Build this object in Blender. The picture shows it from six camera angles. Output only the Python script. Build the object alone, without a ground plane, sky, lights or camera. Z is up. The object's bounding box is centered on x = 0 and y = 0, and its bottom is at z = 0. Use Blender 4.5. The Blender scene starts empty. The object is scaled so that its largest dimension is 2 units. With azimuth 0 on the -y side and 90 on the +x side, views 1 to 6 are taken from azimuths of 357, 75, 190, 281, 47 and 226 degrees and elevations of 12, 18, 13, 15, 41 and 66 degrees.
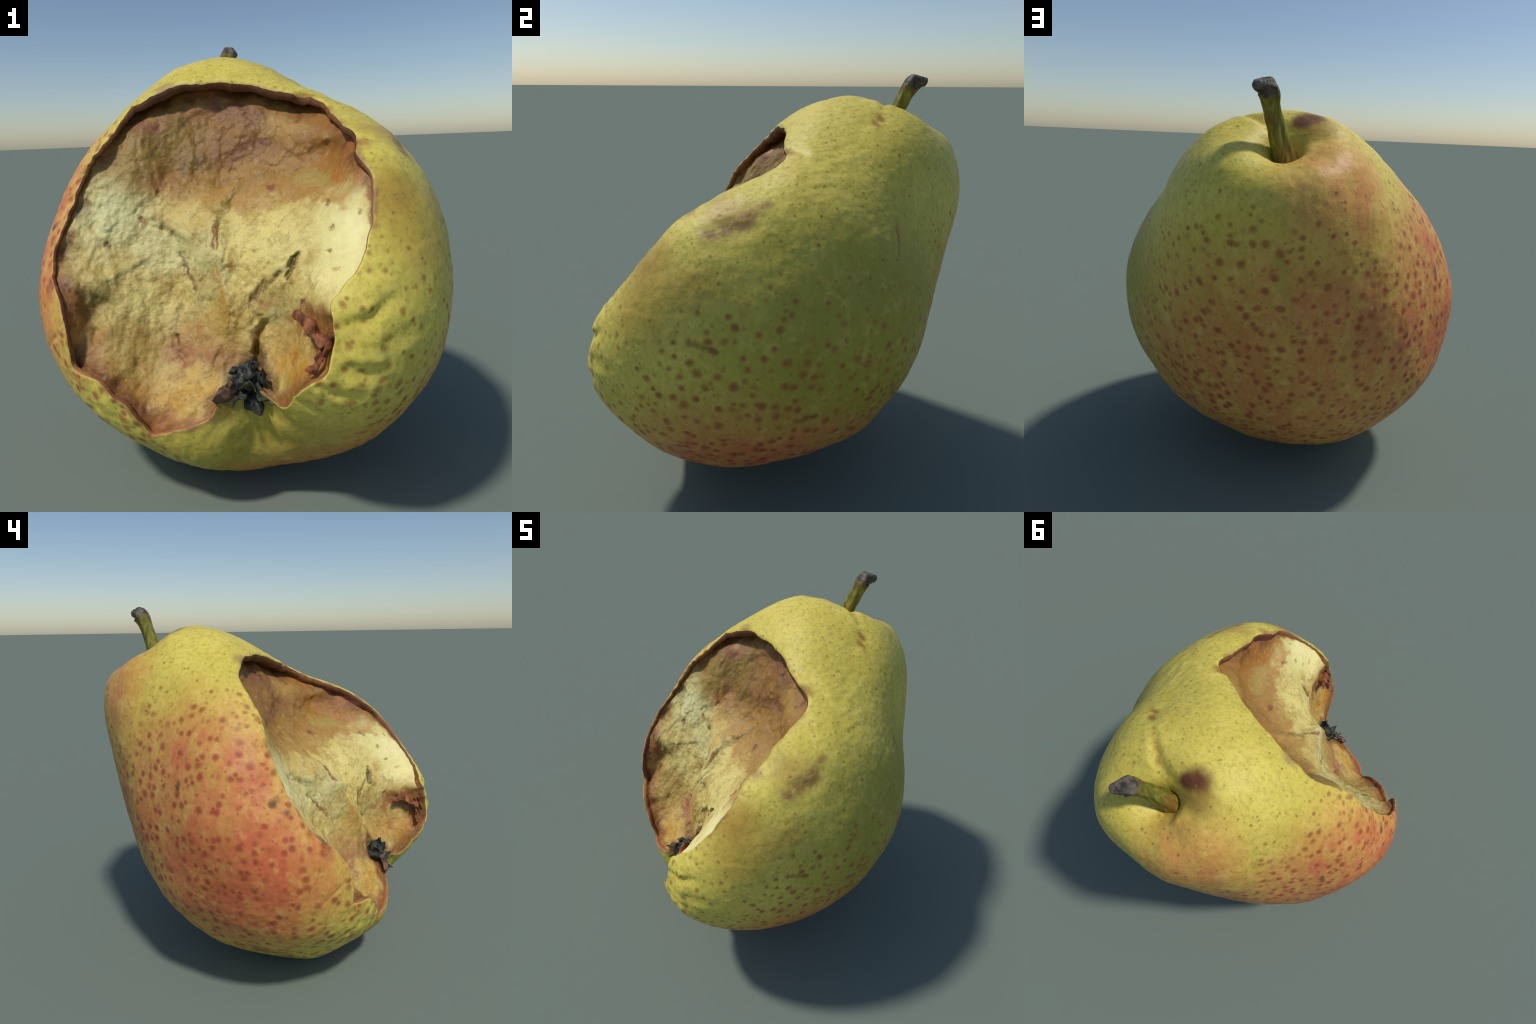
# A half-eaten pear, lying tilted: blushed speckled skin, one large browned bite,
# a dried black calyx at the lower edge of the bite and a woody bent stem.
import bpy, math
import numpy as np
from mathutils import Vector

rng = np.random.default_rng(7)

# ------------------------------------------------------------------ small maths
def unit(v):
    v = np.asarray(v, float)
    return v / np.linalg.norm(v, axis=-1, keepdims=True)

def smooth(e0, e1, x):
    t = np.clip((x - e0) / (e1 - e0), 0, 1)
    return t * t * (3 - 2 * t)

def _hash(ix, iy, iz, seed):
    h = (ix * 374761393 + iy * 668265263 + iz * 2147483647 + seed * 974634777) & 0xFFFFFFFF
    h = ((h ^ (h >> 13)) * 1274126177) & 0xFFFFFFFF
    h = ((h ^ (h >> 16)) * 2246822519) & 0xFFFFFFFF
    return (h ^ (h >> 15)) / 4294967295.0 * 2 - 1

def vnoise(P, scale, seed=0):
    """smooth value noise in [-1, 1]"""
    Q = np.asarray(P) * scale
    I = np.floor(Q).astype(np.int64)
    F = Q - I
    F = F * F * F * (F * (F * 6 - 15) + 10)
    out = 0
    for dx in (0, 1):
        wx = F[..., 0] if dx else 1 - F[..., 0]
        for dy in (0, 1):
            wy = F[..., 1] if dy else 1 - F[..., 1]
            for dz in (0, 1):
                wz = F[..., 2] if dz else 1 - F[..., 2]
                out = out + wx * wy * wz * _hash(I[..., 0] + dx, I[..., 1] + dy, I[..., 2] + dz, seed)
    return out

def fbm(P, scale, octaves=3, seed=0):
    return sum(vnoise(P, scale * 2.03 ** o, seed + o) * 0.5 ** o for o in range(octaves))

def periodic_spline(xk, yk, x, period=360.0):
    """monotone-ish cubic (Catmull-Rom) through periodic keys"""
    xk = np.asarray(xk, float); yk = np.asarray(yk, float)
    o = np.argsort(xk); xk, yk = xk[o], yk[o]
    n = len(xk)
    X = np.concatenate([xk[-2:] - period, xk, xk[:3] + period])
    Y = np.concatenate([yk[-2:], yk, yk[:3]])
    x = (np.asarray(x, float) - xk[0]) % period + xk[0]
    i = np.clip(np.searchsorted(X, x, side='right') - 1, 1, len(X) - 3)
    h = X[i + 1] - X[i]; t = (x - X[i]) / h
    m0 = (Y[i + 1] - Y[i - 1]) / (X[i + 1] - X[i - 1]) * h
    m1 = (Y[i + 2] - Y[i]) / (X[i + 2] - X[i]) * h
    return ((2*t**3 - 3*t**2 + 1) * Y[i] + (t**3 - 2*t**2 + t) * m0
            + (-2*t**3 + 3*t**2) * Y[i + 1] + (t**3 - t**2) * m1)

def seg_dist(p, a, b):
    """distance of 2D/3D points to segment and the position along it"""
    a = np.asarray(a, float); b = np.asarray(b, float)
    d = b - a
    t = np.clip(((p - a) @ d) / (d @ d), 0, 1)
    return np.linalg.norm(p - (a + t[..., None] * d), axis=-1), t

# ------------------------------------------------------------------ the whole pear
# Cross-sections about the stem axis, measured from the core: one row every 15
# degrees from the stem pole to the blossom pole, one radius every 22.5 degrees round.
CORE = np.array([0.0, 0.10, 0.82])
AXIS = np.array([-0.0758, 0.5399, 0.8383])
AX1 = np.array([0.9971, 0.0411, 0.0638])
AX2 = np.array([0.0, 0.8407, -0.5415])
STEM_END, BLOSSOM_END = 1.117, 0.902
SECTIONS = np.array([
    [1.144, 1.151, 1.165, 1.133, 1.113, 1.112, 1.116, 1.108, 1.108, 1.097, 1.113, 1.117, 1.118, 1.113, 1.122, 1.137],
    [1.027, 1.027, 1.017, 0.987, 0.932, 0.939, 0.944, 0.964, 0.970, 1.005, 1.024, 1.004, 0.986, 0.996, 0.997, 1.029],
    [0.902, 0.877, 0.835, 0.800, 0.795, 0.803, 0.818, 0.853, 0.894, 0.947, 0.939, 0.853, 0.810, 0.881, 0.938, 0.932],
    [0.883, 0.810, 0.750, 0.708, 0.710, 0.742, 0.767, 0.816, 0.877, 0.940, 0.866, 0.768, 0.717, 0.822, 0.947, 0.937],
    [0.899, 0.803, 0.724, 0.679, 0.678, 0.718, 0.757, 0.809, 0.896, 0.925, 0.814, 0.721, 0.669, 0.880, 0.992, 0.939],
    [0.905, 0.818, 0.716, 0.687, 0.685, 0.729, 0.762, 0.843, 0.908, 0.948, 0.835, 0.765, 0.691, 0.957, 1.034, 0.977],
    [0.913, 0.817, 0.732, 0.687, 0.692, 0.730, 0.776, 0.850, 0.942, 0.971, 0.883, 0.787, 0.801, 1.034, 1.071, 0.986],
    [0.922, 0.826, 0.747, 0.711, 0.710, 0.744, 0.798, 0.856, 0.942, 0.979, 0.912, 0.844, 0.943, 1.120, 1.098, 1.006],
    [0.917, 0.770, 0.654, 0.687, 0.706, 0.761, 0.821, 0.870, 0.921, 0.974, 0.932, 0.879, 0.979, 1.110, 1.089, 1.008],
    [0.898, 0.742, 0.696, 0.704, 0.742, 0.788, 0.840, 0.899, 0.951, 0.963, 0.989, 0.942, 0.930, 1.002, 1.037, 0.986],
    [0.881, 0.840, 0.800, 0.796, 0.813, 0.834, 0.871, 0.894, 0.932, 0.946, 0.967, 0.972, 0.964, 0.967, 0.968, 0.931]])

NMER = SECTIONS.shape[1]
def _great_circles():
    """closed rings of 24 radii through both poles, one for each meridian, with
    their natural periodic spline second derivatives"""
    rings = np.zeros((NMER, 24))
    for j in range(NMER):
        rings[j, 0] = STEM_END
        rings[j, 1:12] = SECTIONS[:, j]
        rings[j, 12] = BLOSSOM_END
        rings[j, 13:] = SECTIONS[::-1, (j + NMER // 2) % NMER]
    A = np.zeros((24, 24))
    for i in range(24):
        A[i, i] = 4; A[i, (i - 1) % 24] = 1; A[i, (i + 1) % 24] = 1
    rhs = 6 * (np.roll(rings, -1, 1) - 2 * rings + np.roll(rings, 1, 1))
    return rings, np.linalg.solve(A, rhs.T).T
RINGS, RINGS2 = _great_circles()

def base_radius(d):
    ca = np.clip(d @ AXIS, -1, 1)
    th = np.degrees(np.arccos(ca)) / 15.0
    ph = np.arctan2(d @ AX2, d @ AX1)
    i = np.clip(np.floor(th).astype(int), 0, 11); t = th - i
    k = (i + 1) % 24
    cols = (RINGS[:, i] * (1 - t) + RINGS[:, k] * t
            + ((1 - t)**3 - (1 - t)) / 6 * RINGS2[:, i] + (t**3 - t) / 6 * RINGS2[:, k])
    # trigonometric interpolation round the section
    c = np.fft.rfft(cols, axis=0) / NMER
    out = c[0].real.copy()
    for m in range(1, NMER // 2 + 1):
        w = 2 if m < NMER // 2 else 1
        out += w * (c[m].real * np.cos(m * ph) - c[m].imag * np.sin(m * ph))
    return out

STEM_POS = np.array([-0.076, 0.641, 1.66])
CALYX_POS = np.array([-0.020, -0.715, 0.525])
STEM_DIR, CALYX_DIR = unit(STEM_POS - CORE), unit(np.array([-0.035, -0.665, 0.595]) - CORE)

# folds of the skin: (start, end, half-width, depth), points on the surface
SKIN_FOLDS = [
    ((0.285, -0.935, 0.855), (0.46, -0.92, 0.93), 0.028, 0.019), ((0.29, -0.935, 0.90), (0.42, -0.90, 0.99), 0.045, -0.010),
    ((0.30, -0.95, 0.80), (0.45, -0.945, 0.82), 0.015, 0.006), ((0.28, -0.95, 0.735), (0.42, -0.95, 0.70), 0.019, 0.009),
    ((0.21, -0.925, 0.665), (0.34, -0.945, 0.62), 0.017, 0.010), ((0.14, -0.88, 0.585), (0.26, -0.89, 0.52), 0.018, 0.010),
    ((0.25, -0.94, 0.70), (0.37, -0.95, 0.66), 0.018, -0.006), ((0.30, -0.95, 0.77), (0.43, -0.95, 0.76), 0.018, -0.006),
    ((0.02, -0.70, 0.55), (0.03, -0.71, 0.36), 0.085, 0.050), ((0.03, -0.71, 0.36), (-0.03, -0.67, 0.22), 0.09, 0.030),
    ((0.10, -0.75, 0.50), (0.20, -0.78, 0.38), 0.028, 0.012), ((-0.06, -0.72, 0.46), (-0.16, -0.69, 0.38), 0.030, 0.008),
    ((-0.20, 0.66, 1.715), (-0.13, 0.735, 1.70), 0.040, -0.028), ((0.12, 0.64, 1.83), (0.19, 0.72, 1.78), 0.06, 0.014),
    ((0.19, 0.481, 1.834), (0.07, 0.559, 1.854), 0.026, 0.016),
    ((0.07, 0.559, 1.854), (-0.05, 0.61, 1.82), 0.035, 0.022),
    ((0.025, 0.79, 1.74), (-0.06, 0.70, 1.70), 0.050, 0.020),
    ((0.27, 0.44, 1.80), (0.31, 0.30, 1.766), 0.050, 0.010),
    ((0.30, -0.04, 1.645), (0.42, 0.02, 1.66), 0.022, 0.010),
    ((-0.76, -0.48, 0.72), (-0.82, -0.41, 0.656), 0.014, 0.006),
    ((0.62, -0.44, 1.40), (0.70, -0.30, 1.42), 0.045, 0.008),
    ((0.56, -0.55, 1.33), (0.66, -0.52, 1.30), 0.040, 0.006)]

def skin_point(d, detail=True):
    r = base_radius(d)
    g = np.arccos(np.clip(d @ STEM_DIR, -1, 1))
    r = r - 0.100 * np.exp(-(g / 0.105) ** 2) - 0.045 * np.exp(-(g / 0.06) ** 2) + 0.012 * np.exp(-((g - 0.24) / 0.09) ** 2)
    r = r + 0.013 * np.exp(-((d[..., 0] + 0.05) ** 2 + (d[..., 1] + 0.25) ** 2) / 0.30 ** 2) * (d[..., 2] < 0)
    c = np.linalg.norm(d - CALYX_DIR, axis=-1)
    r = r - 0.125 * np.exp(-(c / 0.135) ** 2)
    P = CORE + d * r[..., None]
    if detail:
        dr = np.zeros(r.shape)
        bend = 0.014 * np.stack([fbm(P, 11, 2, 15), fbm(P, 11, 2, 16), fbm(P, 11, 2, 17)], -1)
        for a, b, w, dep in SKIN_FOLDS:
            s, t = seg_dist(P + bend, a, b)
            dr -= dep * np.exp(-(s / w) ** 2) * (0.6 + 0.4 * np.sin(math.pi * np.clip(t, 0.08, 0.92)))
        dr += 0.0045 * fbm(P, 5.0, 3, 11)
        # dried, crinkled skin beside the tear and fine wrinkles round the neck of the bite
        tear = np.exp(-(np.linalg.norm(P - np.array([0.36, -0.92, 0.76]), axis=-1) / 0.17) ** 2)
        dr += tear * 0.009 * fbm(P * np.array([1, 1, 1.5]) + 0.03 * vnoise(P, 9, 4)[..., None], 13, 2, 5)
        neck = np.exp(-(np.linalg.norm(P - np.array([0.40, 0.05, 1.62]), axis=-1) / 0.22) ** 2)
        dr += neck * 0.004 * vnoise(P * np.array([0.5, 0.5, 2.0]), 34, 6)
        low = np.exp(-(np.linalg.norm(P - np.array([-0.60, -0.58, 0.45]), axis=-1) / 0.22) ** 2)
        dr += low * 0.005 * vnoise(P, 22, 8)
        dr += 0.0012 * fbm(P, 38, 2, 21)
        P = P + d * dr[..., None]
    return P

# ------------------------------------------------------------------ outline of the bite
# polar outline on the skin about the middle of the bite: bearing from upright, opening angle
BITE = unit([-0.12, -0.75, 0.42])
BU = np.array([0.98744, -0.15799, 0.0])
BW = np.array([0.07645, 0.47783, 0.87512])
BITE_OUTLINE = [
    (-27, 58.1), (-19, 58.0), (-13, 57.2), (-4, 56.5), (6, 56.0), (15, 55.2), (22, 55.2), (27, 56.5), (33, 55.4),
    (39, 50.4), (44, 46.6), (49, 43.2), (55, 41.2), (59, 39.2), (62, 37.4), (66, 35.4), (71, 34.8), (76, 35.1),
    (85, 34.3), (93, 33.4), (102, 32.8), (113, 32.1), (118, 31.6), (125, 31.0), (131, 31.6), (135, 33.8),
    (138, 36.3), (142, 38.3), (146, 40.2), (151, 41.6), (155, 44.1), (160, 49.3), (164, 50.0), (168, 50.2),
    (176, 49.3), (180, 50.2), (182, 52.5), (186, 54.1), (192, 55.7), (196, 57.7), (199, 59.4), (202.5, 57.2),
    (208, 54.4), (214, 53.0), (218, 52.0), (223, 53.5), (228, 55.8), (232, 52.8), (238, 50.2), (244, 49.8), (250, 49.7),
    (256, 51.8), (262, 52.5), (270, 53.4), (282, 53.2), (290, 53.3), (298, 53.1), (304, 53.0), (310, 53.3), (317, 55.6),
    (324, 58.2)]
# lip of the torn skin round the same bearings: roll radius and the drop to the flesh behind it
LIP = [(-60, .013, .022), (-38, .022, .060), (-20, .032, .080), (0, .032, .078), (20, .029, .070), (35, .024, .066),
       (50, .022, .054), (60, .021, .038), (75, .016, .020), (90, .012, .010), (120, .009, .008), (140, .011, .030),
       (155, .010, .010), (170, .006, .015), (185, .009, .008), (200, .012, .012), (215, .014, .020),
       (230, .014, .022), (245, .013, .015), (262, .011, .012), (280, .010, .014)]

# ------------------------------------------------------------------ the eaten flesh
# The hollow is described as seen looking into its mouth: chart(x, y) is a sight line
# (x to the right, y downwards, about 1.2 mm per unit on the mouth of the bite).
LOOK = np.array([-0.0469, -2.4892, 1.4594])
LOOK_F = unit(np.array([0.062, -0.09, 0.927]) - LOOK)
_r = unit(np.cross(LOOK_F, [0, 0, 1])); _u = np.cross(_r, LOOK_F); _a = math.radians(-2.2)
LOOK_R = math.cos(_a) * _r + math.sin(_a) * _u
LOOK_U = math.cos(_a) * _u - math.sin(_a) * _r

def to_chart(P):
    d = P - LOOK
    z = d @ LOOK_F
    return np.stack([784 + 1594.2 * (d @ LOOK_R) / z, 784 - 1594.2 * (d @ LOOK_U) / z], -1), z

def from_chart(q, z):
    d = LOOK_F + ((q[..., 0:1] - 784) * LOOK_R - (q[..., 1:2] - 784) * LOOK_U) / 1594.2
    return LOOK + d * z[..., None]

# points the flesh passes through
FLESH_POINTS = np.array([
    (0.129, -0.219, 1.256), (-0.124, -0.380, 1.034), (-0.120, -0.331, 1.117), (-0.011, -0.157, 1.242),
    (0.235, -0.310, 1.244), (0.321, -0.533, 1.221), (0.318, -0.637, 1.139), (0.294, -0.690, 1.065),
    (0.309, -0.758, 1.018), (0.409, -0.677, 1.204), (0.209, -0.578, 1.037), (0.150, -0.583, 0.948),
    (0.202, -0.702, 0.890), (0.225, -0.822, 0.800), (0.049, -0.566, 0.738), (0.025, -0.590, 0.687),
    (-0.267, -0.260, 0.992), (-0.207, -0.367, 0.854), (-0.440, -0.169, 1.135), (-0.591, -0.226, 1.044),
    (-0.368, -0.097, 1.249), (-0.215, -0.054, 1.301), (-0.590, -0.365, 0.842), (-0.570, -0.417, 0.730), (-0.632, -0.351, 0.905), 
    (0.230, -0.107, 1.420), (0.371, -0.230, 1.448), (0.287, -0.094, 1.505), (-0.375, 0.002, 1.418),
    (0.384, -0.322, 1.320), (0.385, -0.189, 1.437), (-0.030, -0.305, 1.120), (-0.048, -0.345, 1.072), (-0.150, -0.505, 0.655),
    (-0.612, -0.350, 0.815), (0.107, -0.634, 0.649), (-0.530, -0.040, 1.375), (0.160, -0.010, 1.497), (0.415, -0.086, 1.561),
    (-0.385, -0.385, 0.689), (0.148, -0.436, 1.134), (0.160, -0.624, 0.795), (-0.150, -0.422, 0.781), (-0.530, -0.562, 0.538),
    (-0.274, -0.567, 0.502), (-0.105, -0.093, 1.255), (0.010, 0.022, 1.515), (-0.205, -0.350, 0.897), (-0.352, -0.170, 1.160),
    (0.010, -0.475, 0.990), (0.405, -0.560, 1.310), (-0.410, 0.085, 1.590), (-0.545, -0.315, 0.870), (-0.515, -0.500, 0.595),
    (-0.553, -0.440, 0.666), (-0.494, -0.086, 1.356), (0.215, -0.433, 1.160), (-0.643, -0.417, 0.690),
    (-0.085, 0.104, 1.575), (0.010, -0.500, 0.900), (-0.018, -0.510, 0.850), 
    (-0.426, -0.248, 0.977),
    (-0.695, -0.464, 0.678), (-0.290, -0.442, 0.615), (-0.299, -0.397, 0.664), (-0.563, -0.585, 0.566),
    (-0.240, -0.596, 0.491), (0.063, 0.054, 1.599), (-0.462, 0.024, 1.524), (-0.270, 0.091, 1.565),
    (0.142, -0.798, 0.593), (0.225, -0.020, 1.545)])

# cracks, slits and pits in the flesh: chart polyline, half width, depth (negative = ridge)
FLESH_MARKS = [
    ([(738, 560), (712, 610), (690, 650), (662, 690)], 11, .012),
    ([(655, 690), (652, 725), (654, 760)], 7, -.012),
    ([(668, 690), (664, 725), (664, 760)], 7, .014),
    ([(556, 776), (568, 810), (578, 845), (600, 885)], 11, .016),
    ([(585, 790), (600, 830), (606, 870)], 6, -.005),
    ([(915, 775), (895, 805), (876, 850)], 8, .030),
    ([(858, 832), (820, 868), (770, 918)], 9, .014),
    ([(812, 988), (793, 1020), (785, 1070), (788, 1120)], 13, .045),
    ([(826, 574)], 10, .018), ([(812, 566)], 16, -.010), ([(488, 590)], 12, .012), ([(435, 672)], 9, .010),
    ([(328, 747)], 7, .008), ([(590, 520), (610, 545)], 22, .014), ([(752, 345), (748, 330)], 12, .008),
    ([(1018, 698)], 6, .010), ([(1006, 770)], 6, .008), ([(1103, 645)], 6, .006), ([(1003, 622)], 8, .010),
    ([(910, 580), (925, 600)], 10, .006), ([(540, 1030), (545, 1070), (570, 1110)], 13, .012),
    ([(300, 905), (330, 870), (400, 825), (450, 795)], 14, .010), ([(560, 930), (540, 965), (536, 1000)], 14, .010),
    ([(470, 690), (520, 720), (560, 740)], 12, .008), ([(420, 930)], 100, -.014), ([(560, 1190)], 70, -.012), ([(240, 700)], 40, -.010), ([(455, 480)], 45, -.014), ([(600, 480)], 40, -.016), ([(660, 640)], 40, -.012), ([(520, 360)], 40, -.012),
    ([(270, 960), (300, 1010)], 26, .020), ([(880, 1120)], 50, -.010), ([(400, 560)], 60, -.010), ([(860, 400)], 60, -.010), ([(1000, 520)], 45, -.010), ([(650, 430), (740, 425), (830, 440)], 18, .008),
    ([(255, 620), (265, 600)], 14, .010), ([(185, 760), (200, 740)], 12, .010), ([(915, 362)], 10, .008),
    ([(330, 1180), (350, 1200)], 12, .012), ([(925, 915), (932, 935)], 7, .008),
    ([(1015, 1020), (1008, 1060), (992, 1110), (962, 1165)], 17, .055), ([(940, 960), (990, 990)], 14, .015),
    ([(880, 1075), (890, 1110)], 10, .006), ([(664, 790), (672, 860), (690, 930), (692, 990)], 34, -.038),
    ([(640, 560), (560, 640), (520, 660)], 30, -.006), ([(930, 430), (940, 480)], 30, -.006)]

def flesh_depth_map(rim_q, rim_z):
    """thin-plate surface through the flesh points and the foot of the lip"""
    q, z = to_chart(FLESH_POINTS)
    q = np.vstack([q, rim_q]) / 1000.0
    z = np.concatenate([z, rim_z])
    n = len(q)
    def U(r2): return 0.5 * r2 * np.log(r2 + 1e-12)
    D = ((q[:, None] - q[None]) ** 2).sum(-1)
    A = np.zeros((n + 3, n + 3))
    A[:n, :n] = U(D) + np.eye(n) * 3e-4
    A[:n, n] = 1; A[:n, n + 1:] = q; A[n, :n] = 1; A[n + 1:, :n] = q.T
    w = np.linalg.solve(A, np.concatenate([z, np.zeros(3)]))
    def f(p):
        p = p / 1000.0
        out = np.empty(len(p))
        for s in range(0, len(p), 20000):
            pp = p[s:s + 20000]
            D = ((pp[:, None] - q[None]) ** 2).sum(-1)
            out[s:s + 20000] = U(D) @ w[:n] + w[n] + pp @ w[n + 1:]
        return out
    return f

# ------------------------------------------------------------------ build the grids
NB = 880                                  # bearings round the bite
psi = np.linspace(0, 360, NB, endpoint=False)
outline = periodic_spline([k[0] for k in BITE_OUTLINE], [k[1] for k in BITE_OUTLINE], psi)
outline += 0.9 * np.exp(-((psi - 42) / 30) ** 2) + 0.6 * np.exp(-((((psi + 180) % 360) - 180) / 25) ** 2) + 0.9 * np.exp(-((psi - 222) / 22) ** 2)
outline += 0.35 * vnoise(np.stack([np.cos(np.radians(psi)) * 9, np.sin(np.radians(psi)) * 9, 0 * psi], -1), 1.0, 3)
lip_r = periodic_spline([k[0] for k in LIP], [k[1] for k in LIP], psi)
lip_drop = periodic_spline([k[0] for k in LIP], [k[2] for k in LIP], psi)
wob = 0.7 * vnoise(np.stack([np.cos(np.radians(psi)) * 7, np.sin(np.radians(psi)) * 7, 0 * psi + 4], -1), 1.0, 9)
lip_r = np.maximum(lip_r * (1 + 0.25 * wob), 0.003)
lip_drop = np.maximum(lip_drop * (1 + 0.3 * wob), 0.005)

def bite_dir(alpha_deg, psi_deg):
    a, p = np.radians(alpha_deg), np.radians(psi_deg)
    return (np.cos(a)[..., None] * BITE + np.sin(a)[..., None]
            * (np.sin(p)[..., None] * BU + np.cos(p)[..., None] * BW))

outline = outline + np.degrees(lip_r) * 1.05
NO = 235
u = np.linspace(0, 1, NO) ** 1.15
alpha = outline[None] + (179.6 - outline[None]) * u[:, None]
# far from the bite the meridians may straighten out
outer = skin_point(bite_dir(alpha, np.broadcast_to(psi, alpha.shape)))      # row 0 = rim
pole = skin_point(bite_dir(np.array([180.0]), np.array([0.0])))[0]

# puckered, shrivelled skin along the torn edge
pk = np.stack([np.cos(np.radians(psi)) * 17, np.sin(np.radians(psi)) * 17, 0 * psi], -1)
away = alpha - outline[None]
pk3 = np.broadcast_to(pk, alpha.shape + (3,)) + np.stack([0 * away, 0 * away, away * 0.18], -1)
pucker = (vnoise(pk3, 1.0, 61) + 0.6 * vnoise(pk3, 2.2, 62)) * (0.35 + 0.65 * smooth(90, 150, (psi + 20) % 360) + 0.15 * (np.cos(np.radians(psi + 60)) > 0))
outer += (unit(outer - CORE)) * (0.0034 * pucker * np.exp(-(away / 4.5) ** 1.0))[..., None]

# rolled lip
rim = outer[0]
into = unit(rim - outer[3])
along = unit(np.roll(rim, -1, 0) - np.roll(rim, 1, 0))
nrm = unit(np.cross(along, into))
nrm *= np.sign((nrm * (rim - CORE)).sum(-1, keepdims=True))
for _ in range(3):
    nrm = unit(nrm + np.roll(nrm, 1, 0) + np.roll(nrm, -1, 0))
    into = unit(into + np.roll(into, 1, 0) + np.roll(into, -1, 0))
lip_rows = []
for beta in np.radians([14, 30, 48, 66, 84, 102, 120]):
    lip_rows.append(rim + lip_r[:, None] * ((math.cos(beta) - 1) * nrm + math.sin(beta) * into))
tip_q, tip_z = to_chart(lip_rows[-1])
foot = from_chart(tip_q, tip_z + lip_drop)
foot_q, foot_z = to_chart(foot)
start = lip_rows[-1]
for t in (0.25, 0.5, 0.75):
    lip_rows.append(start * (1 - t) + foot * t + nrm * 0.0015 * vnoise(start, 60, 2)[:, None])

# flesh
f_depth = flesh_depth_map(foot_q[::22], foot_z[::22])
NF = 210
mid_q = np.array([640.0, 800.0])
v = np.linspace(0, 1, NF + 1)[:-1]
fq = foot_q[None] + (mid_q - foot_q)[None] * v[:, None, None]
flat = fq.reshape(-1, 2)
z = f_depth(flat).reshape(NF, NB)
fix = (foot_z - z[0])
z = z + fix[None] * np.exp(-(v[:, None] / 0.05) ** 2)
mid_z = f_depth(mid_q[None])[0]

def flesh_relief(q, P, edge):
    dz = np.zeros(len(q))
    wig = 9.0 * np.stack([fbm(P, 16, 3, 31), fbm(P, 16, 3, 35)], -1)
    uneven = 0.75 + 0.45 * vnoise(P, 30, 37)
    for pts, w, dep in FLESH_MARKS:
        if len(pts) == 1:
            s = np.linalg.norm(q + wig * 0.4 - np.array(pts[0]), axis=-1)
        else:
            s = np.min([seg_dist(q + wig, a, b)[0] for a, b in zip(pts[:-1], pts[1:])], axis=0)
        dz += dep * np.exp(-(s / w) ** 2) * (1 if w > 30 else uneven)
    calm = 1 - 0.8 * np.exp(-(((q[:, 0] - 1060) / 110) ** 2 + ((q[:, 1] - 720) / 170) ** 2))
    dz += calm * (0.010 * fbm(P, 6, 2, 41) + 0.0085 * fbm(P * np.array([1, 1, 0.75]), 13, 3, 43) + 0.0018 * fbm(P, 55, 2, 47))
    dz += calm * 0.007 * smooth(0.35, 1.0, 1 - np.abs(fbm(P * np.array([1, 1, 0.6]), 8, 3, 53)))
    return dz * edge

P0 = from_chart(flat, z.reshape(-1))
edge = np.repeat(smooth(0.0, 0.05, v), NB)
z = z + flesh_relief(flat, P0, edge).reshape(NF, NB)
flesh = from_chart(fq, z)
flesh_mid = from_chart(mid_q[None], np.array([z[-1].mean()]))[0]

# ------------------------------------------------------------------ mesh helpers
def make_mesh(name, verts, faces, mat, parent=None, smooth_shade=True):
    me = bpy.data.meshes.new(name)
    me.from_pydata([tuple(map(float, p)) for p in verts], [], faces)
    me.polygons.foreach_set("use_smooth", [smooth_shade] * len(me.polygons))
    me.materials.append(mat)
    me.update()
    ob = bpy.data.objects.new(name, me)
    bpy.context.scene.collection.objects.link(ob)
    if parent is not None:
        ob.parent = parent
    return ob

def ring_grid(rows, cap=None, flip=False):
    """rows of closed rings -> verts, faces; optional cap vertex after the last row"""
    nr = len(rows); n = len(rows[0])
    verts = np.concatenate([np.asarray(r) for r in rows])
    faces = []
    for i in range(nr - 1):
        a = i * n; b = a + n
        for j in range(n):
            k = (j + 1) % n
            faces.append((a + j, a + k, b + k, b + j))
    if cap is not None:
        verts = np.vstack([verts, cap])
        c = len(verts) - 1; a = (nr - 1) * n
        faces += [(a + j, a + (j + 1) % n, c) for j in range(n)]
    if flip:
        faces = [f[::-1] for f in faces]
    return verts, faces

# ------------------------------------------------------------------ materials
def srgb(r, g, b):
    def l(c):
        c /= 255.0
        return c / 12.92 if c <= 0.04045 else ((c + 0.055) / 1.055) ** 2.4
    return (l(r), l(g), l(b), 1.0)

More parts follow.
